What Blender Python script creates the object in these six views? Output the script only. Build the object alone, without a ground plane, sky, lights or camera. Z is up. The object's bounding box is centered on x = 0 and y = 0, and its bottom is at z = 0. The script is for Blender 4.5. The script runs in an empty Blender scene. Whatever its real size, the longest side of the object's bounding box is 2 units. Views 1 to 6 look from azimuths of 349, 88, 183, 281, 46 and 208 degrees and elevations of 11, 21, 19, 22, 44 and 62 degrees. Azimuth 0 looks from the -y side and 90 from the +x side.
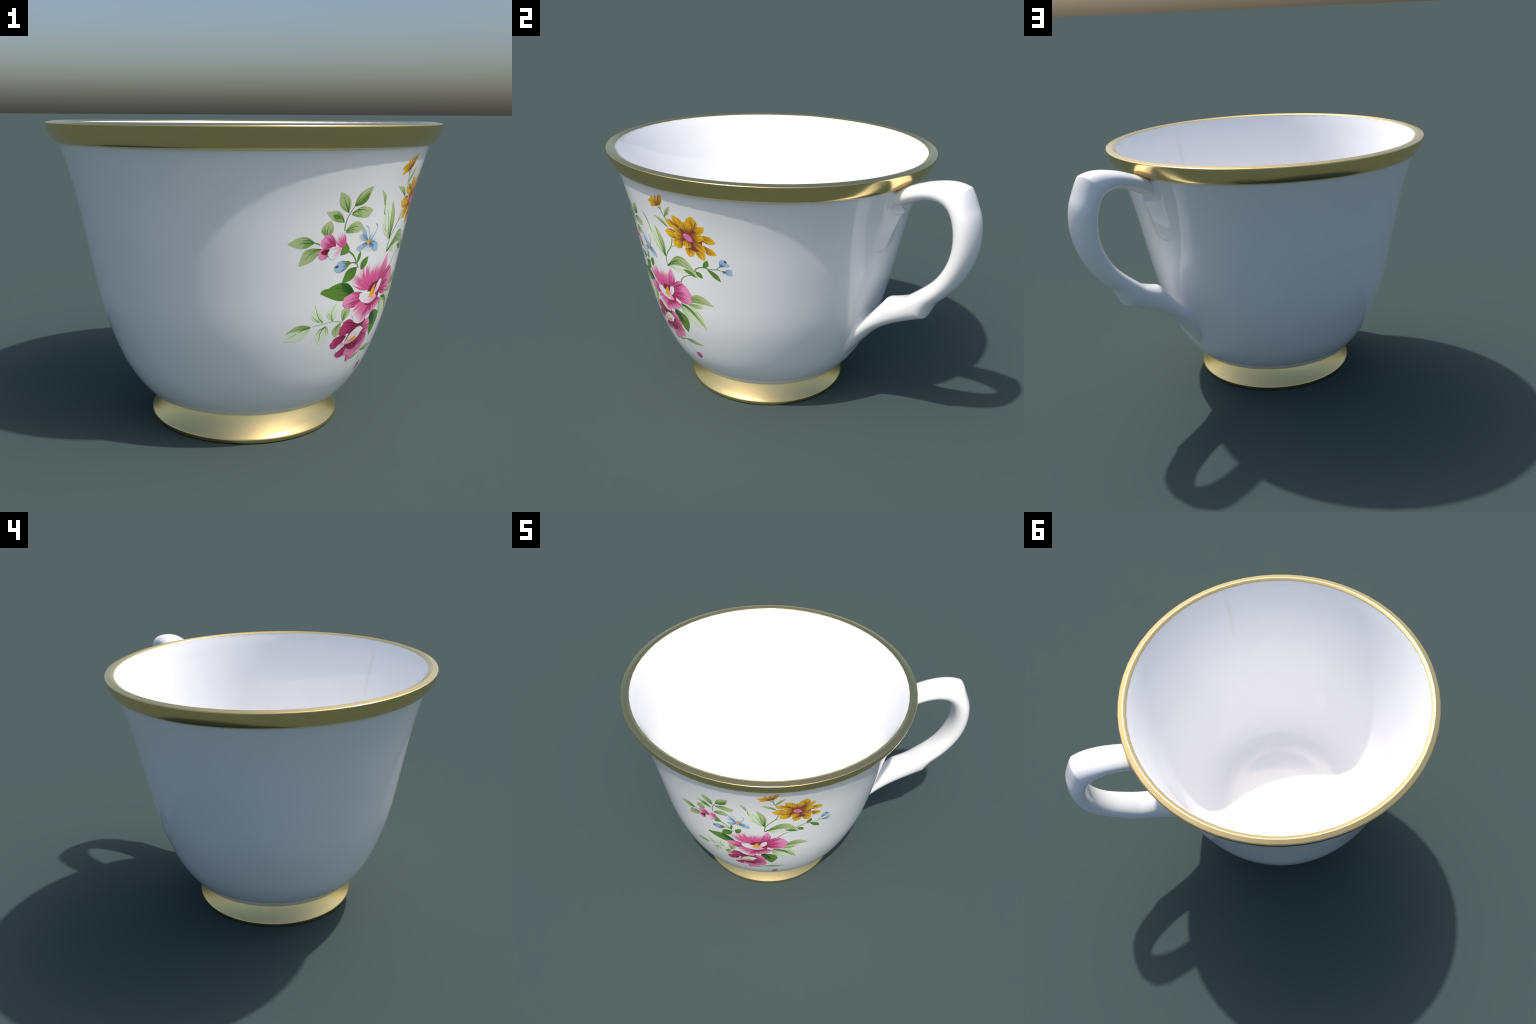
import bpy, bmesh, math, random
import numpy as np
from mathutils import Vector, Matrix
from mathutils.bvhtree import BVHTree

# ------------------------------------------------------------------ basics
AXIS = Vector((-0.0005, -0.0318, 0.0))          # the cup's axis of revolution
HANDLE_AZ = math.radians(47.02)                 # handle plane, from +x
rng = random.Random(7)


def spline(xs, ys):
    """natural cubic spline through (xs, ys); returns a vectorised function"""
    x, y = np.asarray(xs, float), np.asarray(ys, float)
    n, h = len(x), np.diff(x)
    A, b = np.zeros((n, n)), np.zeros(n)
    A[0, 0] = A[-1, -1] = 1
    for i in range(1, n - 1):
        A[i, i - 1], A[i, i], A[i, i + 1] = h[i - 1], 2 * (h[i - 1] + h[i]), h[i]
        b[i] = 6 * ((y[i + 1] - y[i]) / h[i] - (y[i] - y[i - 1]) / h[i - 1])
    m = np.linalg.solve(A, b)

    def f(q):
        q = np.asarray(q, float)
        k = np.clip(np.searchsorted(x, q) - 1, 0, n - 2)
        t, H = q - x[k], h[k]
        return y[k] + t * ((y[k + 1] - y[k]) / H - H * (2 * m[k] + m[k + 1]) / 6) + t * t * m[k] / 2 + t ** 3 * (m[k + 1] - m[k]) / (6 * H)
    return f


def link(ob, parent=None):
    bpy.context.scene.collection.objects.link(ob)
    if parent:
        ob.parent = parent
    return ob


def new_mesh(name, verts, faces, mat=None, smooth=True):
    me = bpy.data.meshes.new(name)
    me.from_pydata([tuple(v) for v in verts], [], faces)
    if smooth:
        me.polygons.foreach_set("use_smooth", [True] * len(me.polygons))
    if mat:
        me.materials.append(mat)
    me.update()
    return me


# ------------------------------------------------------------------ node helpers
class Nodes:
    def __init__(self, name):
        self.mat = bpy.data.materials.new(name)
        self.mat.use_nodes = True
        self.t = self.mat.node_tree
        self.t.nodes.clear()
        self.out = self.t.nodes.new("ShaderNodeOutputMaterial")
        self.bsdf = self.t.nodes.new("ShaderNodeBsdfPrincipled")
        self.t.links.new(self.bsdf.outputs[0], self.out.inputs[0])

    def add(self, kind, **props):
        n = self.t.nodes.new(kind)
        for k, v in props.items():
            setattr(n, k, v)
        return n

    def put(self, socket, v):
        if isinstance(v, bpy.types.NodeSocket):
            self.t.links.new(v, socket)
        elif isinstance(v, (tuple, list)) and len(v) == 3 and socket.type == "RGBA":
            socket.default_value = (*v, 1)
        else:
            socket.default_value = v

    def math(self, op, a, b=0.0, clamp=False):
        n = self.add("ShaderNodeMath", operation=op, use_clamp=clamp)
        self.put(n.inputs[0], a)
        self.put(n.inputs[1], b)
        return n.outputs[0]

    def remap(self, v, a, b, c=0.0, d=1.0, kind="SMOOTHSTEP"):
        n = self.add("ShaderNodeMapRange", interpolation_type=kind)
        for i, s in enumerate((v, a, b, c, d)):
            self.put(n.inputs[i], s)
        return n.outputs[0]

    def mix(self, f, a, b):
        n = self.add("ShaderNodeMix", data_type="RGBA")
        self.put(n.inputs[0], f)
        self.put(n.inputs[6], a)
        self.put(n.inputs[7], b)
        return n.outputs[2]

    def noise(self, vec, scale, detail=2.0, rough=0.5):
        n = self.add("ShaderNodeTexNoise")
        self.put(n.inputs["Vector"], vec)
        n.inputs["Scale"].default_value = scale
        n.inputs["Detail"].default_value = detail
        n.inputs["Roughness"].default_value = rough
        return n.outputs[0]

    def xyz(self, x, y, z=0.0):
        n = self.add("ShaderNodeCombineXYZ")
        for i, s in enumerate((x, y, z)):
            self.put(n.inputs[i], s)
        return n.outputs[0]

    def set(self, **kw):
        for k, v in kw.items():
            self.put(self.bsdf.inputs[k.replace("_", " ")], v)
        return self.mat


def lin(r, g, b):
    f = lambda c: c / 12.92 if c <= 0.04045 else ((c + 0.055) / 1.055) ** 2.4
    return tuple(f(c / 255) for c in (r, g, b))


# ------------------------------------------------------------------ profile of the bowl
BODY_Z = [0.132, 0.138, 0.146, 0.157, 0.2, 0.3, 0.42, 0.6, 0.8, 1.0, 1.2, 1.395]
BODY_R = [0.445, 0.466, 0.489, 0.510, 0.5467, 0.6138, 0.668, 0.7277, 0.7698, 0.809, 0.8506, 0.907]
_upper = spline([0.157, 0.2, 0.25, 0.3, 0.42, 0.6, 0.8, 1.0, 1.2, 1.395],
                [0.5085, 0.5467, 0.5835, 0.6138, 0.668, 0.7275, 0.7702, 0.809, 0.8506, 0.907])


def body_r(z):
    return _upper(z)


def lathe(name, profile, mat, segments, parent, phase=0.0):
    """revolve a list of (r, z) about the cup's axis"""
    verts, faces, rings = [], [], []
    for r, z in profile:
        if r < 1e-6:
            rings.append([len(verts)])
            verts.append((0, 0, z))
        else:
            rings.append(list(range(len(verts), len(verts) + segments)))
            for i in range(segments):
                a = 2 * math.pi * (i + phase) / segments
                verts.append((r * math.cos(a), r * math.sin(a), z))
    for A, B in zip(rings, rings[1:]):
        for i in range(segments):
            j = (i + 1) % segments
            if len(A) == 1:
                faces.append((A[0], B[j], B[i]))
            elif len(B) == 1:
                faces.append((A[i], A[j], B[0]))
            else:
                faces.append((A[i], A[j], B[j], B[i]))
    me = new_mesh(name, verts, faces, mat)
    bm = bmesh.new()
    bm.from_mesh(me)
    bmesh.ops.recalc_face_normals(bm, faces=bm.faces)
    bm.to_mesh(me)
    bm.free()
    return link(bpy.data.objects.new(name, me), parent)


# ------------------------------------------------------------------ materials: porcelain and gold
def porcelain():
    n = Nodes("white_porcelain_glaze")
    tc = n.add("ShaderNodeTexCoord").outputs["Object"]
    grain = n.noise(tc, 3.0, 2.0)
    col = n.mix(n.remap(grain, 0.3, 0.7), (0.965, 0.965, 0.97), (0.98, 0.98, 0.985))
    return n.set(Base_Color=col, Roughness=0.07, IOR=1.5)


def porcelain_lining():
    n = Nodes("white_porcelain_lining")
    sep = n.add("ShaderNodeSeparateXYZ")
    n.put(sep.inputs[0], n.add("ShaderNodeTexCoord").outputs["Object"])
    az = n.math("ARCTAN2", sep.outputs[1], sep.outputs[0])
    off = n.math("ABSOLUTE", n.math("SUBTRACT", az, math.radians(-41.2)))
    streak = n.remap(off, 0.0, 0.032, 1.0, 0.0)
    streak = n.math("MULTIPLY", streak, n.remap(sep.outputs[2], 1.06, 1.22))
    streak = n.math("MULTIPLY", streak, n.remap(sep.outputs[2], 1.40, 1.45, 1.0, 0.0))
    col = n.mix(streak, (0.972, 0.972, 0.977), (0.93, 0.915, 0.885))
    return n.set(Base_Color=col, Roughness=0.07, IOR=1.5)


def gold(name, rough):
    n = Nodes(name)
    tc = n.add("ShaderNodeTexCoord").outputs["Object"]
    w = n.noise(tc, 9.0, 3.0)
    col = n.mix(n.remap(w, 0.3, 0.7), (1.0, 0.765, 0.33), (0.97, 0.75, 0.34))
    return n.set(Base_Color=col, Metallic=1.0, Roughness=rough)


PORCELAIN = porcelain()
LINING = porcelain_lining()
GOLD_RIM = gold("polished_gold_rim", 0.18)
GOLD_FOOT = gold("satin_gold_foot", 0.27)

# ------------------------------------------------------------------ the cup
cup = link(bpy.data.objects.new("teacup", None))
cup.location = AXIS
cup["label"] = "white porcelain teacup with gold rim, gold foot and painted flowers"
cup["category"] = "teacup"

zs = np.concatenate([np.linspace(0.157, 0.3, 14), np.linspace(0.32, 1.395, 44)])
outer = [(0.0, 0.120), (0.30, 0.121), (0.40, 0.1235), (0.425, 0.1255), (0.447, 0.1300), (0.468, 0.1370), (0.490, 0.146)] + [(float(body_r(z)), float(z)) for z in zs]
outer += [(0.917, 1.425), (0.928, 1.45)]
inner_r = spline([0.205, 0.225, 0.25, 0.29, 0.35, 0.42, 0.52, 0.63, 0.76, 0.9, 1.1, 1.3, 1.43],
                 [0.452, 0.489, 0.5215, 0.5615, 0.5985, 0.6315, 0.668, 0.700, 0.7275, 0.7535, 0.7945, 0.842, 0.884])
floor = [(0.0, 0.1885), (0.15, 0.1885), (0.30, 0.1887), (0.352, 0.1895), (0.385, 0.1915), (0.412, 0.1950), (0.434, 0.1995)]
inner = floor + [(float(inner_r(z)), float(z)) for z in np.concatenate([np.linspace(0.205, 0.35, 16), np.linspace(0.37, 1.43, 44)])]
inner += [(0.893, 1.453), (0.9015, 1.472), (0.9075, 1.485), (0.9105, 1.4925), (0.9125, 1.4972), (0.9150, 1.4985)]
body = lathe("body", outer, PORCELAIN, 256, cup)
lining = lathe("inner_wall", inner, LINING, 256, cup)

band = [(0.896, 1.4030), (0.912, 1.4030), (0.9165, 1.4042), (0.9265, 1.4095), (0.9375, 1.419), (0.9475, 1.434), (0.9575, 1.457), (0.9635, 1.477),
        (0.9665, 1.490), (0.9668, 1.4962), (0.9661, 1.4987), (0.9640, 1.5004), (0.9600, 1.5014), (0.9400, 1.5056), (0.9368, 1.5064), (0.9345, 1.50685), (0.9325, 1.5066), (0.9300, 1.5057),
        (0.9170, 1.5006), (0.9138, 1.4992), (0.9126, 1.4982), (0.9132, 1.4972), (0.918, 1.494)]
rim = lathe("gold_rim", band, GOLD_RIM, 64, cup)

foot_prof = [(0.30, 0.112), (0.4290, 0.136), (0.4303, 0.1290), (0.4310, 0.1230), (0.4325, 0.1170), (0.4351, 0.1100), (0.4393, 0.1000), (0.4469, 0.0850), (0.4554, 0.0700), (0.4648, 0.0550), (0.4737, 0.0420), (0.4812, 0.0322), (0.4861, 0.0262), (0.4887, 0.0225),
             (0.4895, 0.0185), (0.4885, 0.012), (0.486, 0.004), (0.483, 0.001), (0.478, 0.0), (0.452, 0.0), (0.440, 0.004), (0.43, 0.03), (0.415, 0.09), (0.40, 0.112), (0.30, 0.114), (0.0, 0.114)]
foot = lathe("gold_foot", foot_prof[1:], GOLD_FOOT, 128, cup)

# ------------------------------------------------------------------ handle: elliptical section swept along a spine
SPINE = [  # distance from the axis, height, half thickness, half width (both ends run into the wall)
    (0.7600, 1.2520, 0.0520, 0.0830),
    (0.8631, 1.3298, 0.0486, 0.0868), (0.9740, 1.3899, 0.0441, 0.0902), (1.0754, 1.4273, 0.0462, 0.0934), (1.1646, 1.4338, 0.0525, 0.0977),
    (1.2356, 1.4040, 0.0564, 0.1022), (1.2820, 1.3385, 0.0592, 0.1059), (1.3022, 1.2481, 0.0570, 0.1056), (1.2974, 1.1443, 0.0550, 0.1013),
    (1.2631, 1.0375, 0.0533, 0.0956), (1.1993, 0.9353, 0.0522, 0.0920), (1.1059, 0.8428, 0.0523, 0.0929), (0.9932, 0.7545, 0.0489, 0.0942),
    (0.8731, 0.6618, 0.0454, 0.0916), (0.7565, 0.5564, 0.0453, 0.0892), (0.6494, 0.4344, 0.0490, 0.0860), (0.5450, 0.3000, 0.0490, 0.0800)]


def spur(q, at, height, before, after, soft=0.0012):
    """an angular knob on one side of the handle: steep on one flank, drawn out on the other"""
    d = q - at
    t = np.clip(1 - abs(d) / np.where(d < 0, before, after), 0, 1)
    return height * (np.sqrt(t * t + soft) - math.sqrt(soft)) * np.sqrt(t)


def build_handle():
    k = np.arange(len(SPINE))
    S = np.array(SPINE)
    q = np.linspace(0, len(SPINE) - 1, 321)
    rho, z, a, b = (spline(k, S[:, j])(q) for j in range(4))
    a_out = a + spur(q, 4.88, 0.051, 1.8, 1.1, 0.16) + spur(q, 11.395, 0.0475, 0.787, 2.235)    # elbow, knob underneath
    a_in = a + spur(q, 12.472, 0.040, 0.881, 1.466)                                               # knob above
    dr, dz = np.gradient(rho), np.gradient(z)
    l = np.hypot(dr, dz)
    er = Vector((math.cos(HANDLE_AZ), math.sin(HANDLE_AZ), 0))
    eb = Vector((-er.y, er.x, 0))
    ez = Vector((0, 0, 1))
    verts, faces, m = [], [], 48
    for i in range(len(q)):
        P = er * rho[i] + ez * z[i]
        N = er * (-dz[i] / l[i]) + ez * (dr[i] / l[i])
        for j in range(m):
            t = 2 * math.pi * j / m
            c, s = math.cos(t), math.sin(t)
            e = 0.90                              # a little squarer than an ellipse
            v = P + N * ((a_out[i] if c > 0 else a_in[i]) * math.copysign(abs(c) ** e, c)) + eb * (b[i] * math.copysign(abs(s) ** e, s))
            r = math.hypot(v.x, v.y)
            lim = float(body_r(min(max(v.z, 0.16), 1.395))) - 0.02
            if r < lim:                           # keep the ends inside the wall of the bowl
                v.x, v.y = v.x * lim / r, v.y * lim / r
            verts.append(v)
    for i in range(len(q) - 1):
        for j in range(m):
            faces.append((i * m + j, i * m + (j + 1) % m, (i + 1) * m + (j + 1) % m, (i + 1) * m + j))
    faces.append(tuple(range(m)))
    faces.append(tuple(reversed(range((len(q) - 1) * m, len(q) * m))))
    me = new_mesh("handle", verts, faces, PORCELAIN)
    bm = bmesh.new()
    bm.from_mesh(me)
    bmesh.ops.recalc_face_normals(bm, faces=bm.faces)
    bm.to_mesh(me)
    bm.free()
    return link(bpy.data.objects.new("handle", me), cup)


handle = build_handle()


def build_root():
    """where the handle melts into the wall: a soft fillet round both joints, and a keeled tongue
    that runs down the wall under the upper one"""
    co = [v.co for v in handle.data.vertices]
    proud = [math.hypot(v.x, v.y) > float(body_r(min(max(v.z, 0.16), 1.395))) - 0.008 for v in co]
    tree = BVHTree.FromPolygons(co, [p.vertices[:] for p in handle.data.polygons if all(proud[i] for i in p.vertices)])
    keel = spline([1.0, 1.04, 1.09, 1.16, 1.25, 1.31, 1.40], [0.010, 0.016, 0.024, 0.038, 0.052, 0.068, 0.085])
    half = spline([1.0, 1.04, 1.09, 1.16, 1.25, 1.31, 1.40], [0.120, 0.128, 0.130, 0.122, 0.118, 0.125, 0.135])
    reach = 0.040
    zz, ss = np.linspace(0.40, 1.40, 250), np.linspace(-0.30, 0.30, 121)
    verts, faces = [], []
    for z in zz:
        r0 = float(body_r(z))
        fade = min(1.0, (1.405 - z) / 0.03) * min(1.0, max(0.0, (z - 0.44) / 0.16))
        for s in ss:
            a = HANDLE_AZ + s / r0
            d = tree.find_nearest(Vector((r0 * math.cos(a), r0 * math.sin(a), z)))[3]
            h = 0.55 * reach * max(0.0, 1 - d / reach) ** 2.2 * fade
            if z > 1.0:
                u = abs(s) / float(half(z))
                low = 1.018 + 0.030 * min(u, 1.5) ** 1.6
                t = min(1.0, max(0.0, (z - low) / 0.030))
                h = (h ** 2 + (float(keel(z)) * max(0.0, 1 - u) ** 1.7 * (t * t * (3 - 2 * t)) * min(1.0, max(0.0, (1.345 - z) / 0.06))) ** 2) ** 0.5
            r = r0 + h - 0.0012
            verts.append((r * math.cos(a), r * math.sin(a), z))
    n = len(ss)
    for i in range(len(zz) - 1):
        for j in range(n - 1):
            faces.append((i * n + j, i * n + j + 1, (i + 1) * n + j + 1, (i + 1) * n + j))
    return link(bpy.data.objects.new("handle_root", new_mesh("handle_root", verts, faces, PORCELAIN)), handle)


build_root()


# ------------------------------------------------------------------ painted enamel flowers
# The bouquet is laid out flat: x runs round the wall (metres at radius 0.75, 0 = middle of the
# picture), y is the length along the wall's profile measured up from the foot.  Every leaf, petal,
# stem and vein is a thin raised shell of enamel that follows the wall.
PICTURE_AZ = math.radians(-45.0)
_pz = np.linspace(0.157, 1.395, 1200)
_pr = body_r(_pz)
_ps = np.concatenate([[0], np.cumsum(np.hypot(np.diff(_pz), np.diff(_pr)))])
WHITE = 208
flowers = link(bpy.data.objects.new("painted_flowers", None), cup)
layer = [0]


def on_wall(x, y, h):
    """design plane (x, y) -> points on the wall raised by h (arrays), and wall frame"""
    z = np.interp(y, _ps, _pz)
    r = np.interp(y, _ps, _pr)
    dz, dr = np.interp(y + 0.004, _ps, _pz) - np.interp(y - 0.004, _ps, _pz), np.interp(y + 0.004, _ps, _pr) - np.interp(y - 0.004, _ps, _pr)
    l = np.hypot(dz, dr)
    a = x / 0.75 + PICTURE_AZ
    rr, zz = r + h * dz / l, z - h * dr / l
    return np.stack([rr * np.cos(a), rr * np.sin(a), zz], -1)


def local_frame(x, y, dx, dy):
    """matrix on the wall at (x, y) whose X axis runs along (dx, dy) of the design plane"""
    o, px = on_wall(np.array([x, x + 0.002 * dx]), np.array([y, y + 0.002 * dy]), 0.0)
    o2, q = on_wall(np.array([x, x - 0.002 * dy]), np.array([y, y + 0.002 * dx]), 0.0)
    X = Vector(px - o).normalized()
    N = X.cross(Vector(q - o)).normalized()
    Y = N.cross(X)
    return Matrix(((X.x, Y.x, N.x, o[0]), (X.y, Y.y, N.y, o[1]), (X.z, Y.z, N.z, o[2]), (0, 0, 0, 1)))


def paint(r, g, b):
    """base colour of an enamel that shows as (r, g, b) where bare porcelain shows as WHITE"""
    w = lin(WHITE, WHITE, WHITE)[0]
    return tuple(min(1.0, c / w * 0.97) for c in lin(r, g, b))


def petal_paint(name, base, mid, tip, vein, reach, lines, fade=(0.0, 0.35, 1.0), fray=0.25, strength=0.9):
    """colour runs base > mid > tip along the petal, with fine veins fanning out from its base"""
    n = Nodes(name)
    prop = lambda p: n.add("ShaderNodeAttribute", attribute_type="OBJECT", attribute_name='["%s"]' % p).outputs["Fac"]
    sep = n.add("ShaderNodeSeparateXYZ")
    n.put(sep.inputs[0], n.add("ShaderNodeTexCoord").outputs["Object"])
    rand = n.math("MULTIPLY", n.add("ShaderNodeObjectInfo").outputs["Random"], 37.0)
    t = n.math("DIVIDE", sep.outputs[0], prop("span"))
    arch = n.math("MULTIPLY", n.math("MULTIPLY", t, n.math("SUBTRACT", 1.0, t)), 4.0)
    yc = n.math("SUBTRACT", sep.outputs[1], n.math("MULTIPLY", arch, prop("bow")))
    s = n.math("DIVIDE", yc, prop("spread"))
    fan = n.math("DIVIDE", s, n.math("ADD", n.math("MAXIMUM", t, 0.0), 0.35))
    fine = n.noise(n.xyz(n.math("ADD", n.math("MULTIPLY", fan, lines), rand), n.math("MULTIPLY", t, 0.6), rand), 1.0, 1.0)
    broad = n.noise(n.xyz(n.math("ADD", n.math("MULTIPLY", fan, lines * 0.45), rand), n.math("MULTIPLY", t, 0.5), 3.0), 1.0, 1.0)
    tt = n.math("ADD", t, n.math("MULTIPLY", n.math("SUBTRACT", broad, 0.5), fray * 2.0))
    col = n.mix(n.remap(tt, fade[0], fade[1]), base, mid)
    col = n.mix(n.remap(tt, fade[1], fade[2]), col, tip)
    thr = n.remap(t, reach * 0.25, reach, 0.43, 0.66, "LINEAR")
    veins = n.remap(n.math("SUBTRACT", fine, thr), -0.02, 0.035)
    veins = n.math("MULTIPLY", veins, n.remap(t, reach * 0.6, reach, strength, 0.0, "LINEAR"))
    return n.set(Base_Color=n.mix(veins, col, vein), Roughness=0.08, IOR=1.5)


def flat_paint(name, colour, other):
    n = Nodes(name)
    w = n.noise(n.add("ShaderNodeTexCoord").outputs["Object"], 40.0, 2.0)
    return n.set(Base_Color=n.mix(n.remap(w, 0.35, 0.65), colour, other), Roughness=0.08, IOR=1.5)


PAPER = (0.965, 0.965, 0.97)
P = paint
PAINTS = {  # kind of piece: (object name, material)
    "leaf_light": ("leaf", petal_paint("enamel_sage_leaf", P(120, 146, 78), P(150, 167, 112), P(160, 174, 124), P(98, 130, 62), 0.7, 3.0, (0.0, 0.25, 0.8), 0.1, 0.7)),
    "leaf_pale": ("leaf", petal_paint("enamel_pale_leaf", P(160, 182, 130), P(196, 209, 180), P(203, 213, 190), P(165, 184, 140), 0.6, 3.0, (0.0, 0.3, 0.9), 0.15, 0.6)),
    "leaf_mid": ("leaf", petal_paint("enamel_green_leaf", P(78, 116, 42), P(86, 122, 46), P(88, 124, 48), P(62, 98, 34), 0.8, 2.5, (0.0, 0.4, 1.0), 0.1, 0.5)),
    "leaf_dark": ("leaf", petal_paint("enamel_broad_leaf", P(66, 104, 38), P(84, 120, 44), P(86, 124, 46), P(46, 82, 32), 0.6, 2.0, (0.0, 0.3, 1.0), 0.1, 0.5)),
    "leaf_deep": ("leaf_shade", petal_paint("enamel_deep_green", P(34, 74, 28), P(40, 80, 30), P(52, 94, 34), P(30, 64, 26), 0.8, 3.0, (0.0, 0.4, 1.0), 0.2, 0.5)),
    "calyx": ("calyx", flat_paint("enamel_calyx", P(86, 122, 46), P(94, 128, 54))),
    "petal_pink": ("petal", petal_paint("enamel_pink_petal", P(118, 26, 58), P(190, 76, 126), P(216, 128, 168), P(146, 40, 84), 1.05, 10.0, (-0.05, 0.32, 0.9), 0.24)),
    "petal_rose": ("petal", petal_paint("enamel_rose_petal", P(112, 38, 58), P(194, 90, 134), P(210, 124, 160), P(136, 48, 80), 0.85, 9.0, (-0.05, 0.33, 0.85), 0.2)),
    "petal_bud": ("bud", flat_paint("enamel_pink_bud", P(196, 96, 138), P(176, 76, 120))),
    "petal_blush": ("petal", petal_paint("enamel_blush_petal", P(140, 40, 80), P(206, 98, 142), P(232, 214, 222), P(196, 88, 134), 1.1, 9.0, (0.0, 0.42, 0.95), 0.28)),
    "petal_fringe": ("petal", petal_paint("enamel_fringed_petal", P(152, 40, 82), P(204, 88, 138), PAPER, P(192, 78, 128), 1.15, 10.0, (0.0, 0.40, 0.92), 0.5)),
    "petal_crimson": ("petal", petal_paint("enamel_crimson_petal", P(98, 26, 44), P(164, 44, 94), P(172, 56, 104), P(100, 24, 50), 0.9, 8.0, (0.0, 0.38, 1.0), 0.12)),
    "petal_wine": ("petal", petal_paint("enamel_wine_petal", P(86, 22, 28), P(104, 28, 40), P(120, 34, 54), P(80, 20, 28), 0.8, 5.0)),
    "orange_heart": ("flower_heart", flat_paint("enamel_brown_heart", P(122, 58, 44), P(112, 52, 42))),
    "petal_heart": ("flower_heart", petal_paint("enamel_flower_heart", P(120, 30, 60), P(140, 38, 76), P(150, 44, 84), P(110, 26, 54), 1.1, 7.0)),
    "petal_white": ("petal", petal_paint("enamel_white_petal", P(212, 140, 172), PAPER, PAPER, P(214, 128, 166), 0.85, 6.0, (-0.1, 0.25, 1.0), 0.15, 0.85)),
    "petal_orange": ("petal", petal_paint("enamel_orange_petal", P(112, 52, 42), P(202, 156, 24), P(208, 164, 26), P(130, 70, 34), 1.05, 9.0, (0.0, 0.50, 0.95), 0.42)),
    "petal_blue": ("petal", petal_paint("enamel_blue_petal", P(72, 90, 140), P(138, 164, 182), P(148, 174, 190), P(78, 98, 144), 0.7, 5.0, (0.0, 0.35, 0.9), 0.15)),
    "petal_navy": ("petal", flat_paint("enamel_navy", P(58, 72, 128), P(70, 86, 140))),
    "pollen": ("stamen", flat_paint("enamel_yellow", P(222, 164, 24), P(204, 146, 18))),
    "pollen_pink": ("stamen", flat_paint("enamel_mauve", P(204, 116, 166), P(196, 100, 152))),
    "stem_green": ("stem", flat_paint("enamel_stem", P(104, 134, 64), P(92, 124, 54))),
    "stem_light": ("stem", flat_paint("enamel_light_stem", P(150, 170, 110), P(136, 158, 96))),
    "stem_pale": ("stem", flat_paint("enamel_pale_stem", P(164, 180, 130), P(150, 168, 112))),
    "vein_dark": ("leaf_vein", flat_paint("enamel_dark_vein", P(50, 90, 36), P(60, 100, 42))),
    "vein_mid": ("leaf_vein", flat_paint("enamel_soft_vein", P(104, 136, 72), P(114, 144, 82))),
    "hair_blue": ("stamen", flat_paint("enamel_blue_hair", P(130, 156, 180), P(142, 168, 188))),
    "hair_navy": ("stamen", flat_paint("enamel_navy_hair", P(70, 92, 146), P(84, 106, 156))),
    "dot_brown": ("stamen_dots", flat_paint("enamel_brown_dots", P(120, 70, 24), P(110, 60, 20))),
}
RAISE, STEP = 0.0003, 0.000016


def begin(level):
    """start a new spray of the bouquet at this layer of paint"""
    layer[0] = level


def shell(kind, gx, gy, base, direction, props):
    """a thin enamel shell from a grid of design-plane points; its border is pressed into the glaze"""
    h = RAISE + STEP * layer[0]
    layer[0] += 1
    rows, cols = gx.shape
    H = np.full(gx.shape, h)
    H[0, :] = H[-1, :] = -0.0004
    H[:, 0] = H[:, -1] = -0.0004
    pts = on_wall(gx, gy, H).reshape(-1, 3)
    M = local_frame(base[0], base[1], *direction)
    I = np.array(M.inverted())
    loc = pts @ I[:3, :3].T + I[:3, 3]
    faces = [(i * cols + j, i * cols + j + 1, (i + 1) * cols + j + 1, (i + 1) * cols + j) for i in range(rows - 1) for j in range(cols - 1)]
    name, mat = PAINTS[kind]
    me = new_mesh(name, loc, faces, mat)
    if me.polygons[len(me.polygons) // 2].normal.z < 0:
        me.flip_normals()
    # the print lies flush: shade it with the wall's own normals
    nrm = on_wall(gx, gy, np.full(gx.shape, 0.01)).reshape(-1, 3) - on_wall(gx, gy, np.zeros(gx.shape)).reshape(-1, 3)
    nrm = nrm @ I[:3, :3].T
    me.normals_split_custom_set_from_vertices((nrm / np.linalg.norm(nrm, axis=1)[:, None]).tolist())
    ob = link(bpy.data.objects.new(name, me), flowers)
    ob.matrix_local = M
    for k, v in props.items():
        ob[k] = v
    return ob


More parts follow.
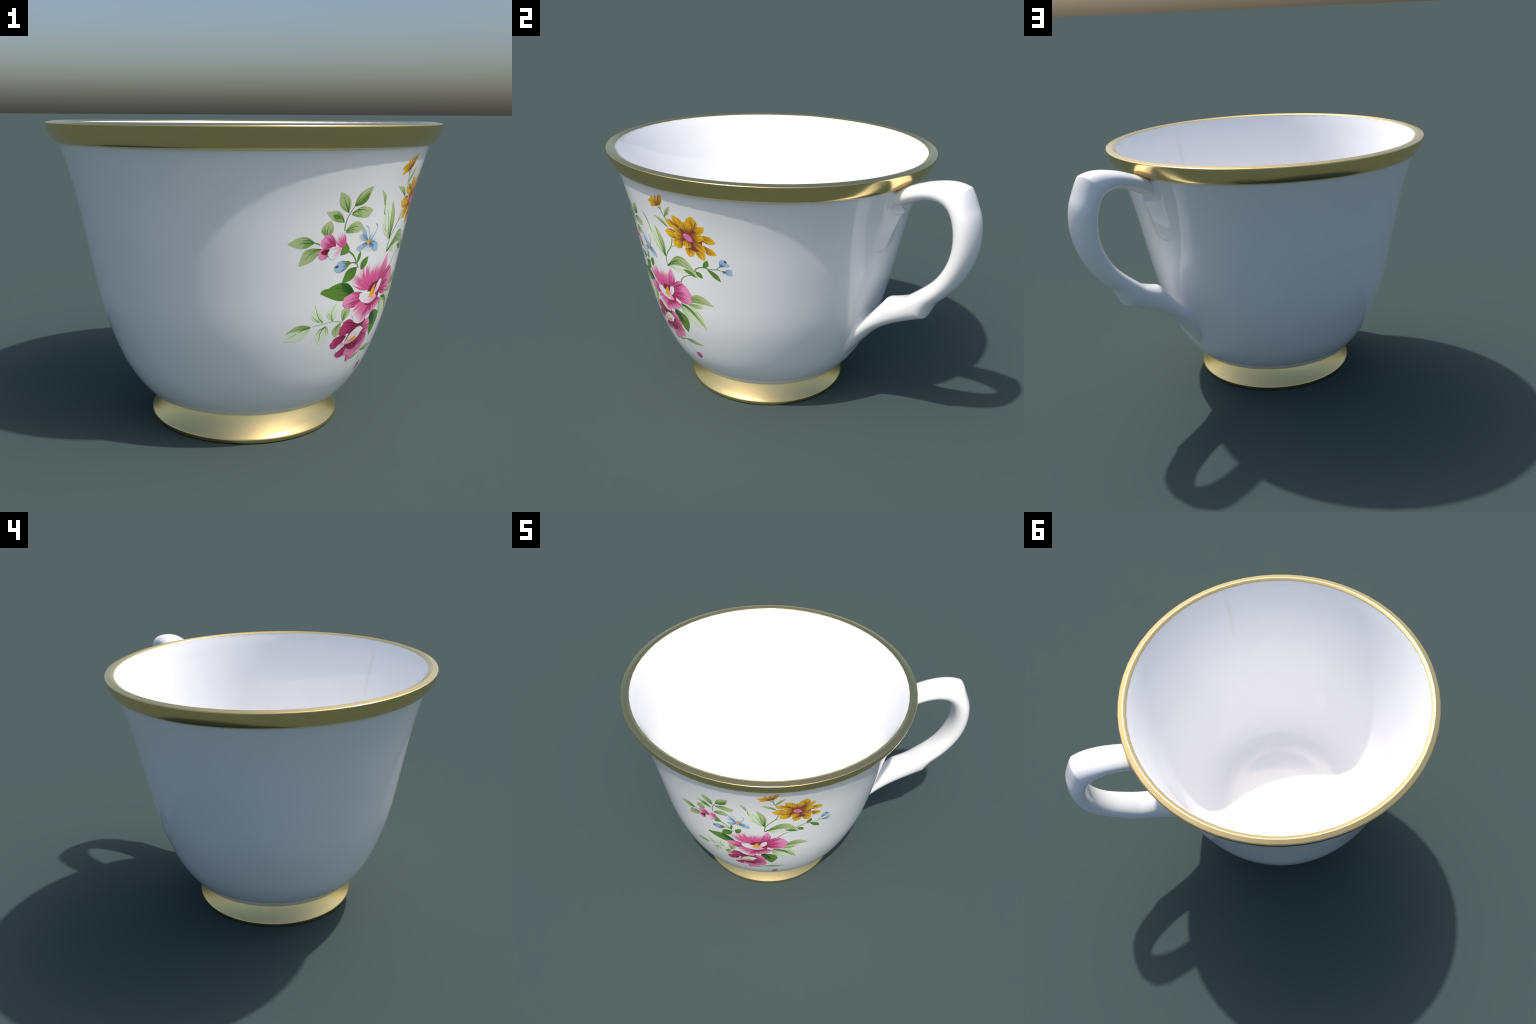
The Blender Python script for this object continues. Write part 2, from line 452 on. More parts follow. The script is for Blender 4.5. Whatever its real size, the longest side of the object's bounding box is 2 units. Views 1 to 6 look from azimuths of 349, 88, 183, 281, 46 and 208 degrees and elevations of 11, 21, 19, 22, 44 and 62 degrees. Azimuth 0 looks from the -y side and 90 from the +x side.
def piece(kind, base, tip, width, bow, widest, tip_shape="leaf"):
    """a leaf or petal: base and tip, half width, sideways bow of its midrib, where it is widest"""
    b, e = np.array(base), np.array(tip)
    L = float(np.linalg.norm(e - b))
    u = (e - b) / L
    n = np.array([-u[1], u[0]])
    blunt = {"leaf": 1.0, "round": 0.5, "ruffled": 0.45, "blunt": 0.35, "serrated": 0.9}[tip_shape]
    t = np.concatenate([[0.0], np.sort(0.5 - 0.5 * np.cos(np.linspace(0.02, 1, 26) * math.pi)) * 1.0])
    s = np.concatenate([[-1.0], np.linspace(-0.985, 0.985, 17), [1.0]])
    w = np.where(t < widest, np.sin(np.pi / 2 * np.clip(t / widest, 0, 1)) ** {"leaf": 0.95, "round": 0.6}.get(tip_shape, 0.8),
                 np.maximum(0, np.cos(np.pi / 2 * np.clip((t - widest) / (1 - widest), 0, 1))) ** blunt)
    w = np.maximum(w, 0.012)
    mid = bow * 4 * t * (1 - t) / max(0.3, 4 * widest * (1 - widest))
    x = np.repeat((t * L)[:, None], len(s), 1)
    y = mid[:, None] + w[:, None] * width * s[None, :]
    # edge character
    ph = rng.uniform(0, 6.28)
    cx, cy = 0.4 * L, bow * 0.9
    ang = np.arctan2((y - cy) / width, (x - cx) / (0.6 * L))
    far = np.clip((x / L - 0.35) / 0.4, 0, 1) * np.clip(np.hypot((y - cy) / width, (x - cx) / (0.6 * L)), 0, 1) ** 3
    if tip_shape == "ruffled":
        k = 1 + far * (0.055 * np.abs(np.sin(3.1 * ang + ph)) * 1.3 + 0.03 * np.sin(9 * ang + 2 * ph) - 0.06)
    elif tip_shape == "serrated":
        k = 1 + far * 0.06 * (np.abs(np.sin(8 * ang + ph)) - 0.5)
    elif tip_shape == "blunt":
        k = 1 + far * 0.09 * np.sin(4 * ang + ph)
    else:
        k = 1 + far * 0.02 * np.sin(4 * ang + ph)
    x, y = cx + (x - cx) * k, cy + (y - cy) * k
    gx, gy = b[0] + u[0] * x + n[0] * y, b[1] + u[1] * x + n[1] * y
    return shell(kind, gx, gy, b, u, {"span": L, "spread": float(width), "bow": float(bow)})


def stroke(kind, points, w0, w1):
    """a brush stroke through the points, w0 wide at its start and w1 at its end"""
    p = np.array(points)
    k = np.concatenate([[0], np.cumsum(np.linalg.norm(np.diff(p, axis=0), axis=1))])
    q = np.linspace(0, k[-1], 9 + 5 * len(points))
    if len(p) > 2:
        x, y = spline(k, p[:, 0])(q), spline(k, p[:, 1])(q)
    else:
        x, y = np.interp(q, k, p[:, 0]), np.interp(q, k, p[:, 1])
    dx, dy = np.gradient(x), np.gradient(y)
    l = np.hypot(dx, dy)
    w = 0.5 * (w0 + (w1 - w0) * q / k[-1]) * np.minimum(1, 0.35 + np.minimum(q, k[-1] - q) / 0.006)
    s = np.array([-1.0, -0.8, 0.0, 0.8, 1.0])
    gx = x[:, None] - (dy / l * w)[:, None] * s
    gy = y[:, None] + (dx / l * w)[:, None] * s
    d = (p[1] - p[0]) / np.linalg.norm(p[1] - p[0])
    return shell(kind, gx, gy, p[0], d, {})


# pale sprig, lower left
begin(0)
stroke("stem_pale", [(-0.237, 0.528), (-0.294, 0.544), (-0.348, 0.543), (-0.428, 0.533)], 0.0060, 0.0030)
piece("leaf_pale", (-0.423, 0.534), (-0.548, 0.471), 0.0369, -0.0016, 0.45)
piece("leaf_light", (-0.423, 0.534), (-0.542, 0.509), 0.0143, -0.0112, 0.45)
piece("leaf_pale", (-0.362, 0.547), (-0.418, 0.645), 0.0249, 0.0164, 0.50)
piece("leaf_pale", (-0.306, 0.546), (-0.306, 0.636), 0.0350, 0.0156, 0.55)
piece("leaf_light", (-0.249, 0.537), (-0.226, 0.611), 0.0276, 0.0043, 0.60)
piece("leaf_pale", (-0.345, 0.530), (-0.365, 0.438), 0.0392, -0.0036, 0.50)
piece("leaf_light", (-0.260, 0.533), (-0.271, 0.458), 0.0275, -0.0096, 0.60)
stroke("vein_dark", [(-0.425, 0.532), (-0.471, 0.518), (-0.487, 0.509)], 0.0060, 0.0010)
stroke("vein_dark", [(-0.432, 0.529), (-0.482, 0.530), (-0.524, 0.526)], 0.0040, 0.0010)
stroke("vein_mid", [(-0.488, 0.509), (-0.507, 0.499), (-0.532, 0.482)], 0.0040, 0.0010)
stroke("vein_dark", [(-0.362, 0.549), (-0.387, 0.571), (-0.403, 0.605), (-0.416, 0.640)], 0.0050, 0.0010)
stroke("vein_mid", [(-0.382, 0.555), (-0.405, 0.568), (-0.425, 0.590)], 0.0050, 0.0010)
stroke("vein_dark", [(-0.309, 0.548), (-0.323, 0.574), (-0.322, 0.599), (-0.308, 0.631)], 0.0050, 0.0010)
stroke("vein_mid", [(-0.322, 0.572), (-0.335, 0.581), (-0.346, 0.595)], 0.0030, 0.0010)
stroke("vein_dark", [(-0.246, 0.539), (-0.250, 0.567), (-0.239, 0.586), (-0.229, 0.596)], 0.0050, 0.0010)
stroke("vein_mid", [(-0.249, 0.567), (-0.243, 0.576), (-0.228, 0.581)], 0.0030, 0.0010)
stroke("vein_dark", [(-0.345, 0.530), (-0.367, 0.500), (-0.365, 0.449)], 0.0060, 0.0020)
stroke("vein_dark", [(-0.352, 0.523), (-0.379, 0.509), (-0.387, 0.490)], 0.0050, 0.0010)
stroke("vein_mid", [(-0.347, 0.525), (-0.336, 0.500), (-0.339, 0.474)], 0.0040, 0.0010)
stroke("vein_mid", [(-0.343, 0.527), (-0.328, 0.504), (-0.327, 0.488)], 0.0030, 0.0010)
stroke("vein_dark", [(-0.263, 0.531), (-0.282, 0.506), (-0.273, 0.465)], 0.0050, 0.0010)
stroke("vein_mid", [(-0.278, 0.508), (-0.286, 0.499), (-0.290, 0.492)], 0.0030, 0.0010)

# green sprig, upper left
begin(0)
stroke("stem_green", [(-0.321, 0.967), (-0.322, 1.000), (-0.309, 1.044), (-0.291, 1.076)], 0.0070, 0.0040)
piece("leaf_light", (-0.293, 1.075), (-0.214, 1.163), 0.0283, -0.0032, 0.45)
piece("leaf_mid", (-0.289, 1.078), (-0.227, 1.137), 0.0133, -0.0126, 0.60)
piece("leaf_light", (-0.315, 1.049), (-0.368, 1.144), 0.0252, -0.0027, 0.50)
piece("leaf_light", (-0.301, 1.042), (-0.191, 1.040), 0.0260, 0.0071, 0.60, "blunt")
piece("leaf_light", (-0.329, 1.008), (-0.414, 1.058), 0.0223, -0.0065, 0.50)
piece("leaf_light", (-0.316, 0.965), (-0.228, 0.980), 0.0263, 0.0079, 0.65, "round")
piece("leaf_light", (-0.400, 0.946), (-0.391, 1.022), 0.0282, 0.0048, 0.45)
piece("leaf_light", (-0.449, 0.927), (-0.561, 0.928), 0.0270, -0.0022, 0.45)
piece("leaf_light", (-0.415, 0.896), (-0.508, 0.825), 0.0302, -0.0129, 0.50)
stroke("stem_green", [(-0.450, 0.927), (-0.437, 0.922), (-0.426, 0.916)], 0.0070, 0.0060)
stroke("vein_dark", [(-0.292, 1.076), (-0.273, 1.100), (-0.252, 1.121), (-0.223, 1.152)], 0.0060, 0.0010)
stroke("vein_dark", [(-0.313, 1.049), (-0.329, 1.075), (-0.344, 1.107), (-0.354, 1.126)], 0.0060, 0.0010)
stroke("vein_dark", [(-0.319, 1.060), (-0.321, 1.087), (-0.331, 1.115)], 0.0060, 0.0010)
stroke("vein_dark", [(-0.299, 1.045), (-0.279, 1.057), (-0.253, 1.060), (-0.214, 1.047)], 0.0060, 0.0010)
stroke("vein_dark", [(-0.330, 1.010), (-0.346, 1.036), (-0.359, 1.048), (-0.370, 1.057)], 0.0060, 0.0010)
stroke("vein_dark", [(-0.313, 0.966), (-0.294, 0.979), (-0.269, 0.984), (-0.252, 0.981)], 0.0060, 0.0010)
stroke("vein_dark", [(-0.399, 0.950), (-0.402, 0.973), (-0.396, 1.001)], 0.0060, 0.0010)
stroke("vein_dark", [(-0.452, 0.927), (-0.477, 0.940), (-0.502, 0.941)], 0.0060, 0.0010)
stroke("vein_dark", [(-0.455, 0.926), (-0.489, 0.927), (-0.517, 0.924)], 0.0060, 0.0010)
stroke("vein_dark", [(-0.416, 0.895), (-0.447, 0.893), (-0.469, 0.874), (-0.488, 0.852)], 0.0060, 0.0010)
stroke("vein_mid", [(-0.279, 1.060), (-0.260, 1.042), (-0.244, 1.032)], 0.0050, 0.0010)
stroke("vein_mid", [(-0.275, 1.061), (-0.255, 1.069), (-0.233, 1.066)], 0.0050, 0.0010)
stroke("vein_mid", [(-0.279, 1.058), (-0.259, 1.051), (-0.238, 1.040)], 0.0050, 0.0010)
stroke("vein_mid", [(-0.295, 0.981), (-0.274, 0.971), (-0.260, 0.967)], 0.0050, 0.0010)
stroke("vein_mid", [(-0.300, 0.980), (-0.287, 0.992), (-0.265, 0.990)], 0.0050, 0.0010)
stroke("vein_mid", [(-0.400, 0.952), (-0.411, 0.964), (-0.417, 0.978)], 0.0050, 0.0010)
stroke("vein_mid", [(-0.468, 0.932), (-0.497, 0.932), (-0.514, 0.935)], 0.0050, 0.0010)
stroke("vein_mid", [(-0.473, 0.924), (-0.492, 0.916), (-0.504, 0.914)], 0.0050, 0.0010)
stroke("vein_mid", [(-0.447, 0.893), (-0.451, 0.872), (-0.465, 0.860)], 0.0050, 0.0010)
stroke("vein_mid", [(-0.349, 1.038), (-0.366, 1.033), (-0.384, 1.043)], 0.0050, 0.0010)
piece("leaf_mid", (-0.347, 1.029), (-0.386, 1.045), 0.0105, 0.0008, 0.50)

# small pink bud with a blue bud below it
begin(30)
piece("petal_pink", (-0.354, 0.903), (-0.417, 0.946), 0.0322, 0.0009, 0.70, "ruffled")
piece("petal_rose", (-0.373, 0.889), (-0.425, 0.857), 0.0260, -0.0047, 0.60, "ruffled")
piece("petal_wine", (-0.379, 0.887), (-0.419, 0.881), 0.0124, 0.0031, 0.50, "round")
piece("petal_white", (-0.325, 0.894), (-0.381, 0.857), 0.0300, -0.0031, 0.60, "ruffled")
piece("petal_fringe", (-0.307, 0.891), (-0.346, 0.966), 0.0260, 0.0027, 0.70, "ruffled")
piece("calyx", (-0.325, 0.861), (-0.303, 0.917), 0.0210, -0.0137, 0.45)
stroke("stem_green", [(-0.289, 0.878), (-0.257, 0.856), (-0.232, 0.822), (-0.204, 0.776)], 0.0080, 0.0050)
stroke("stem_green", [(-0.224, 0.809), (-0.240, 0.818), (-0.266, 0.818)], 0.0060, 0.0050)
piece("petal_blue", (-0.270, 0.812), (-0.346, 0.802), 0.0272, -0.0008, 0.55, "ruffled")
piece("calyx", (-0.260, 0.818), (-0.296, 0.830), 0.0133, 0.0067, 0.50)
piece("petal_navy", (-0.324, 0.810), (-0.344, 0.809), 0.0067, 0.0007, 0.50, "round")
piece("leaf_mid", (-0.223, 0.813), (-0.216, 0.868), 0.0087, -0.0004, 0.55)
piece("leaf_mid", (-0.194, 0.776), (-0.160, 0.837), 0.0199, 0.0033, 0.45)
piece("leaf_mid", (-0.221, 0.794), (-0.293, 0.731), 0.0297, 0.0008, 0.45)
stroke("vein_dark", [(-0.194, 0.783), (-0.184, 0.801), (-0.168, 0.822)], 0.0040, 0.0010)
stroke("vein_dark", [(-0.225, 0.792), (-0.249, 0.781), (-0.257, 0.763)], 0.0040, 0.0010)
stroke("vein_dark", [(-0.231, 0.793), (-0.253, 0.787), (-0.267, 0.769)], 0.0030, 0.0010)

# blue flower with curling stamens
begin(0)
stroke("hair_blue", [(-0.178, 0.907), (-0.172, 0.936), (-0.170, 0.957)], 0.0035, 0.0006)
stroke("hair_blue", [(-0.178, 0.907), (-0.166, 0.933), (-0.154, 0.958)], 0.0035, 0.0006)
stroke("hair_blue", [(-0.178, 0.907), (-0.159, 0.929), (-0.141, 0.951)], 0.0035, 0.0006)
stroke("hair_blue", [(-0.178, 0.907), (-0.153, 0.927), (-0.132, 0.939)], 0.0035, 0.0006)
stroke("hair_blue", [(-0.178, 0.907), (-0.212, 0.914), (-0.235, 0.917)], 0.0035, 0.0006)
stroke("hair_blue", [(-0.178, 0.907), (-0.211, 0.917), (-0.241, 0.927)], 0.0035, 0.0006)
stroke("hair_blue", [(-0.178, 0.907), (-0.210, 0.921), (-0.239, 0.934)], 0.0035, 0.0006)
stroke("hair_blue", [(-0.178, 0.907), (-0.209, 0.924), (-0.229, 0.938)], 0.0035, 0.0006)
stroke("hair_blue", [(-0.178, 0.907), (-0.180, 0.881), (-0.178, 0.862)], 0.0035, 0.0006)
stroke("hair_blue", [(-0.178, 0.907), (-0.186, 0.884), (-0.194, 0.863)], 0.0035, 0.0006)
stroke("hair_blue", [(-0.178, 0.907), (-0.193, 0.888), (-0.208, 0.870)], 0.0035, 0.0006)
stroke("hair_blue", [(-0.178, 0.907), (-0.200, 0.891), (-0.218, 0.882)], 0.0035, 0.0006)
stroke("hair_blue", [(-0.178, 0.907), (-0.158, 0.880), (-0.141, 0.862)], 0.0035, 0.0006)
stroke("hair_blue", [(-0.178, 0.907), (-0.165, 0.881), (-0.151, 0.856)], 0.0035, 0.0006)
stroke("hair_blue", [(-0.178, 0.907), (-0.172, 0.881), (-0.166, 0.857)], 0.0035, 0.0006)
stroke("hair_blue", [(-0.178, 0.907), (-0.178, 0.882), (-0.180, 0.865)], 0.0035, 0.0006)
stroke("hair_blue", [(-0.178, 0.907), (-0.159, 0.917), (-0.147, 0.926)], 0.0035, 0.0006)
stroke("hair_blue", [(-0.178, 0.907), (-0.156, 0.913), (-0.133, 0.919)], 0.0035, 0.0006)
stroke("hair_blue", [(-0.178, 0.907), (-0.152, 0.909), (-0.126, 0.910)], 0.0035, 0.0006)
stroke("hair_blue", [(-0.178, 0.907), (-0.149, 0.905), (-0.126, 0.902)], 0.0035, 0.0006)
stroke("hair_blue", [(-0.178, 0.907), (-0.213, 0.924), (-0.237, 0.934)], 0.0035, 0.0006)
stroke("hair_blue", [(-0.178, 0.907), (-0.211, 0.926), (-0.241, 0.944)], 0.0035, 0.0006)
stroke("hair_blue", [(-0.178, 0.907), (-0.209, 0.929), (-0.236, 0.949)], 0.0035, 0.0006)
stroke("hair_blue", [(-0.178, 0.907), (-0.207, 0.931), (-0.224, 0.948)], 0.0035, 0.0006)
piece("petal_blue", (-0.183, 0.912), (-0.229, 0.982), 0.0098, 0.0019, 0.65)
piece("petal_blue", (-0.182, 0.905), (-0.242, 0.880), 0.0142, 0.0042, 0.75, "round")
piece("petal_blue", (-0.173, 0.904), (-0.107, 0.859), 0.0197, 0.0057, 0.70, "ruffled")
stroke("hair_blue", [(-0.177, 0.911), (-0.185, 0.952), (-0.196, 0.976), (-0.212, 0.984)], 0.0040, 0.0030)
stroke("hair_blue", [(-0.168, 0.917), (-0.140, 0.951), (-0.137, 0.977), (-0.154, 0.987)], 0.0050, 0.0040)
stroke("hair_navy", [(-0.178, 0.907), (-0.207, 0.930), (-0.225, 0.945)], 0.0040, 0.0006)
stroke("hair_navy", [(-0.178, 0.907), (-0.191, 0.925), (-0.198, 0.937)], 0.0040, 0.0006)
stroke("hair_navy", [(-0.178, 0.907), (-0.172, 0.927), (-0.168, 0.941)], 0.0040, 0.0006)
stroke("hair_navy", [(-0.178, 0.907), (-0.161, 0.916), (-0.149, 0.922)], 0.0040, 0.0006)
stroke("hair_navy", [(-0.178, 0.907), (-0.198, 0.904), (-0.211, 0.901)], 0.0040, 0.0006)
stroke("hair_navy", [(-0.178, 0.907), (-0.167, 0.888), (-0.160, 0.876)], 0.0040, 0.0006)
stroke("hair_navy", [(-0.178, 0.907), (-0.184, 0.892), (-0.188, 0.882)], 0.0040, 0.0006)
stroke("hair_navy", [(-0.178, 0.907), (-0.158, 0.898), (-0.144, 0.893)], 0.0040, 0.0006)
piece("pollen", (-0.175, 0.896), (-0.181, 0.917), 0.0116, -0.0001, 0.50, "round")

# tall pale leaf in the middle and the folded leaf beside it
begin(0)
stroke("stem_green", [(-0.016, 0.830), (-0.015, 0.883), (0.004, 0.926), (0.040, 0.973), (0.063, 1.033)], 0.0070, 0.0070)
stroke("stem_light", [(0.037, 0.969), (0.059, 0.983), (0.083, 0.990)], 0.0070, 0.0050)
piece("leaf_pale", (-0.018, 0.894), (-0.099, 1.078), 0.0466, 0.0006, 0.50)
piece("leaf_light", (-0.116, 1.061), (-0.157, 1.137), 0.0082, -0.0096, 0.50)
piece("leaf_light", (-0.018, 0.894), (-0.062, 1.082), 0.0194, -0.0142, 0.55)
stroke("vein_dark", [(-0.017, 0.895), (-0.044, 0.954), (-0.069, 1.012), (-0.091, 1.045)], 0.0060, 0.0015)
stroke("vein_dark", [(-0.016, 0.898), (-0.022, 0.945), (-0.037, 0.976), (-0.039, 1.016)], 0.0090, 0.0010)
stroke("vein_dark", [(-0.017, 0.901), (-0.016, 0.942), (-0.015, 0.978), (-0.021, 1.007)], 0.0060, 0.0010)
stroke("vein_dark", [(-0.018, 0.903), (-0.035, 0.936), (-0.048, 0.949)], 0.0080, 0.0010)
stroke("vein_mid", [(-0.097, 1.018), (-0.109, 1.039), (-0.110, 1.064), (-0.114, 1.078)], 0.0090, 0.0020)
stroke("vein_mid", [(-0.044, 0.928), (-0.078, 0.963), (-0.090, 1.005), (-0.100, 1.022)], 0.0030, 0.0010)
stroke("vein_mid", [(-0.059, 0.938), (-0.086, 0.960), (-0.096, 0.977)], 0.0030, 0.0010)
piece("leaf_pale", (0.001, 0.841), (0.123, 0.837), 0.0201, 0.0038, 0.50)
piece("leaf_light", (-0.015, 0.834), (0.195, 0.807), 0.0317, 0.0773, 0.45)
piece("leaf_mid", (0.180, 0.819), (0.099, 0.850), 0.0123, -0.0068, 0.50)
stroke("vein_dark", [(-0.014, 0.836), (0.021, 0.869), (0.062, 0.887), (0.106, 0.882)], 0.0130, 0.0010)
stroke("vein_dark", [(-0.006, 0.843), (0.050, 0.889), (0.088, 0.902), (0.124, 0.890)], 0.0080, 0.0010)
stroke("vein_dark", [(0.019, 0.860), (0.071, 0.877), (0.115, 0.872), (0.142, 0.856)], 0.0060, 0.0010)
stroke("vein_mid", [(0.074, 0.891), (0.119, 0.891), (0.152, 0.869), (0.169, 0.842)], 0.0030, 0.0010)
stroke("vein_mid", [(0.028, 0.845), (0.064, 0.843), (0.098, 0.841)], 0.0020, 0.0010)
piece("leaf_light", (0.051, 1.094), (-0.041, 1.144), 0.0107, -0.0079, 0.50)
stroke("vein_dark", [(0.050, 1.095), (0.015, 1.112), (-0.016, 1.137)], 0.0050, 0.0010)

# little orange flower at the top
begin(0)
stroke("stem_green", [(0.027, 1.201), (0.040, 1.157), (0.048, 1.141)], 0.0060, 0.0060)
piece("leaf_light", (0.042, 1.155), (0.093, 1.232), 0.0112, 0.0019, 0.50)
stroke("vein_dark", [(0.043, 1.158), (0.060, 1.188), (0.084, 1.217)], 0.0040, 0.0010)
piece("petal_orange", (0.018, 1.216), (-0.057, 1.227), 0.0161, -0.0108, 0.65)
piece("petal_orange", (0.018, 1.216), (-0.042, 1.198), 0.0120, -0.0097, 0.60, "round")
piece("petal_orange", (0.018, 1.216), (-0.020, 1.269), 0.0136, 0.0042, 0.55)
piece("petal_orange", (0.018, 1.216), (0.019, 1.285), 0.0097, 0.0059, 0.55)
piece("petal_orange", (0.018, 1.216), (0.052, 1.294), 0.0134, -0.0015, 0.60, "round")
piece("leaf_light", (0.025, 1.197), (0.020, 1.222), 0.0121, -0.0016, 0.60, "blunt")

# sprig of two blue buds, right
begin(0)
stroke("stem_green", [(0.062, 0.747), (0.082, 0.785), (0.116, 0.813), (0.149, 0.826)], 0.0080, 0.0040)
stroke("stem_green", [(0.170, 0.847), (0.183, 0.872), (0.205, 0.888), (0.234, 0.895), (0.275, 0.892), (0.307, 0.897), (0.339, 0.890)], 0.0080, 0.0040)
stroke("stem_green", [(0.304, 0.897), (0.317, 0.912), (0.326, 0.921)], 0.0050, 0.0050)
piece("leaf_mid", (0.229, 0.894), (0.258, 0.945), 0.0150, -0.0048, 0.50)
piece("leaf_mid", (0.180, 0.860), (0.220, 0.823), 0.0155, 0.0019, 0.50)
piece("leaf_mid", (0.250, 0.890), (0.321, 0.824), 0.0153, 0.0044, 0.60)
stroke("vein_dark", [(0.256, 0.887), (0.282, 0.866), (0.302, 0.842)], 0.0030, 0.0010)
piece("petal_blue", (0.325, 0.917), (0.340, 0.965), 0.0173, -0.0030, 0.60, "ruffled")
piece("petal_blue", (0.327, 0.919), (0.373, 0.935), 0.0104, 0.0023, 0.75, "round")
piece("petal_navy", (0.358, 0.944), (0.346, 0.961), 0.0061, -0.0005, 0.50, "round")
piece("petal_blue", (0.342, 0.888), (0.386, 0.891), 0.0201, -0.0000, 0.70, "blunt")
piece("calyx", (0.333, 0.889), (0.347, 0.889), 0.0089, -0.0001, 0.50)
stroke("hair_navy", [(0.343, 0.888), (0.350, 0.891), (0.358, 0.893)], 0.0060, 0.0010)
stroke("hair_navy", [(0.343, 0.887), (0.351, 0.885), (0.360, 0.884)], 0.0060, 0.0010)
stroke("hair_navy", [(0.326, 0.919), (0.331, 0.929), (0.336, 0.938)], 0.0060, 0.0010)
stroke("hair_navy", [(0.327, 0.919), (0.335, 0.926), (0.344, 0.934)], 0.0060, 0.0010)

# big orange flower
begin(0)
piece("petal_orange", (0.137, 1.083), (0.091, 1.182), 0.0262, -0.0121, 0.62)
piece("petal_orange", (0.124, 1.117), (0.040, 1.142), 0.0233, 0.0061, 0.62)
piece("petal_orange", (0.137, 1.058), (0.021, 1.065), 0.0303, -0.0006, 0.62)
piece("petal_orange", (0.138, 1.046), (0.072, 0.991), 0.0289, 0.0011, 0.62, "round")
piece("petal_orange", (0.164, 1.030), (0.164, 0.946), 0.0267, 0.0021, 0.62, "round")
piece("petal_orange", (0.191, 1.036), (0.243, 0.938), 0.0261, 0.0028, 0.62)
piece("petal_orange", (0.241, 1.033), (0.311, 0.986), 0.0215, -0.0083, 0.62)
piece("petal_orange", (0.211, 1.076), (0.314, 1.056), 0.0234, 0.0051, 0.62)
piece("petal_orange", (0.190, 1.086), (0.262, 1.146), 0.0203, -0.0023, 0.62)
piece("petal_orange", (0.177, 1.093), (0.205, 1.201), 0.0304, -0.0065, 0.62)
piece("orange_heart", (0.129, 1.103), (0.223, 0.999), 0.0631, 0.0076, 0.50, "round")
piece("petal_orange", (0.145, 1.073), (0.073, 1.121), 0.0138, -0.0004, 0.60)
piece("petal_orange", (0.144, 1.062), (0.079, 1.067), 0.0211, 0.0019, 0.60)
piece("petal_orange", (0.164, 1.085), (0.173, 1.158), 0.0314, 0.0030, 0.60, "round")
piece("petal_orange", (0.160, 1.054), (0.146, 0.995), 0.0246, 0.0025, 0.60)
piece("petal_orange", (0.183, 1.084), (0.255, 1.073), 0.0278, -0.0013, 0.60)
piece("petal_orange", (0.185, 1.052), (0.260, 0.995), 0.0218, -0.0020, 0.60)
piece("pollen_pink", (0.190, 1.045), (0.143, 1.080), 0.0191, 0.0003, 0.50, "round")
stroke("dot_brown", [(0.188, 1.048), (0.190, 1.046)], 0.0028, 0.0028)
stroke("dot_brown", [(0.182, 1.044), (0.185, 1.042)], 0.0028, 0.0028)
stroke("dot_brown", [(0.174, 1.043), (0.176, 1.041)], 0.0028, 0.0028)
stroke("dot_brown", [(0.164, 1.045), (0.167, 1.043)], 0.0028, 0.0028)
stroke("dot_brown", [(0.155, 1.049), (0.158, 1.048)], 0.0028, 0.0028)
stroke("dot_brown", [(0.148, 1.056), (0.151, 1.054)], 0.0028, 0.0028)
stroke("dot_brown", [(0.143, 1.064), (0.146, 1.062)], 0.0028, 0.0028)
stroke("dot_brown", [(0.143, 1.072), (0.145, 1.070)], 0.0028, 0.0028)
stroke("dot_brown", [(0.146, 1.079), (0.149, 1.077)], 0.0028, 0.0028)
stroke("dot_brown", [(0.152, 1.083), (0.155, 1.081)], 0.0028, 0.0028)
stroke("dot_brown", [(0.161, 1.084), (0.163, 1.082)], 0.0028, 0.0028)
stroke("dot_brown", [(0.170, 1.082), (0.172, 1.081)], 0.0028, 0.0028)
stroke("dot_brown", [(0.179, 1.078), (0.181, 1.076)], 0.0028, 0.0028)
stroke("dot_brown", [(0.186, 1.071), (0.188, 1.069)], 0.0028, 0.0028)
stroke("dot_brown", [(0.190, 1.062), (0.192, 1.061)], 0.0028, 0.0028)
stroke("dot_brown", [(0.191, 1.055), (0.193, 1.053)], 0.0028, 0.0028)

# dark leaves behind the pink flowers
begin(0)
piece("leaf_dark", (-0.204, 0.666), (-0.398, 0.691), 0.0441, -0.0095, 0.40, "leaf")
stroke("calyx", [(-0.350, 0.702), (-0.374, 0.705), (-0.389, 0.701), (-0.397, 0.690)], 0.0160, 0.0040)
piece("leaf_deep", (-0.205, 0.669), (-0.301, 0.729), 0.0185, 0.0033, 0.50)
stroke("vein_dark", [(-0.251, 0.679), (-0.296, 0.702), (-0.335, 0.705), (-0.365, 0.699)], 0.0060, 0.0010)
stroke("vein_dark", [(-0.290, 0.699), (-0.303, 0.711), (-0.320, 0.710)], 0.0040, 0.0010)
stroke("vein_dark", [(-0.282, 0.671), (-0.296, 0.673), (-0.302, 0.667)], 0.0040, 0.0010)
piece("leaf_mid", (-0.038, 0.552), (0.032, 0.401), 0.0473, 0.0283, 0.50, "serrated")
piece("leaf_deep", (-0.038, 0.552), (0.033, 0.464), 0.0283, -0.0112, 0.45)
piece("leaf_light", (0.104, 0.655), (0.267, 0.649), 0.0298, 0.0228, 0.40)
piece("leaf_pale", (0.098, 0.626), (0.233, 0.637), 0.0171, -0.0013, 0.40)
piece("leaf_light", (0.097, 0.620), (0.195, 0.627), 0.0145, -0.0014, 0.50)
stroke("vein_mid", [(0.107, 0.643), (0.152, 0.670), (0.191, 0.678), (0.222, 0.670)], 0.0080, 0.0010)
stroke("vein_mid", [(0.111, 0.660), (0.159, 0.677), (0.196, 0.677)], 0.0080, 0.0010)
stroke("vein_mid", [(0.112, 0.636), (0.156, 0.657), (0.200, 0.661), (0.235, 0.657)], 0.0080, 0.0010)
stroke("vein_mid", [(0.116, 0.626), (0.158, 0.636), (0.207, 0.636)], 0.0080, 0.0010)
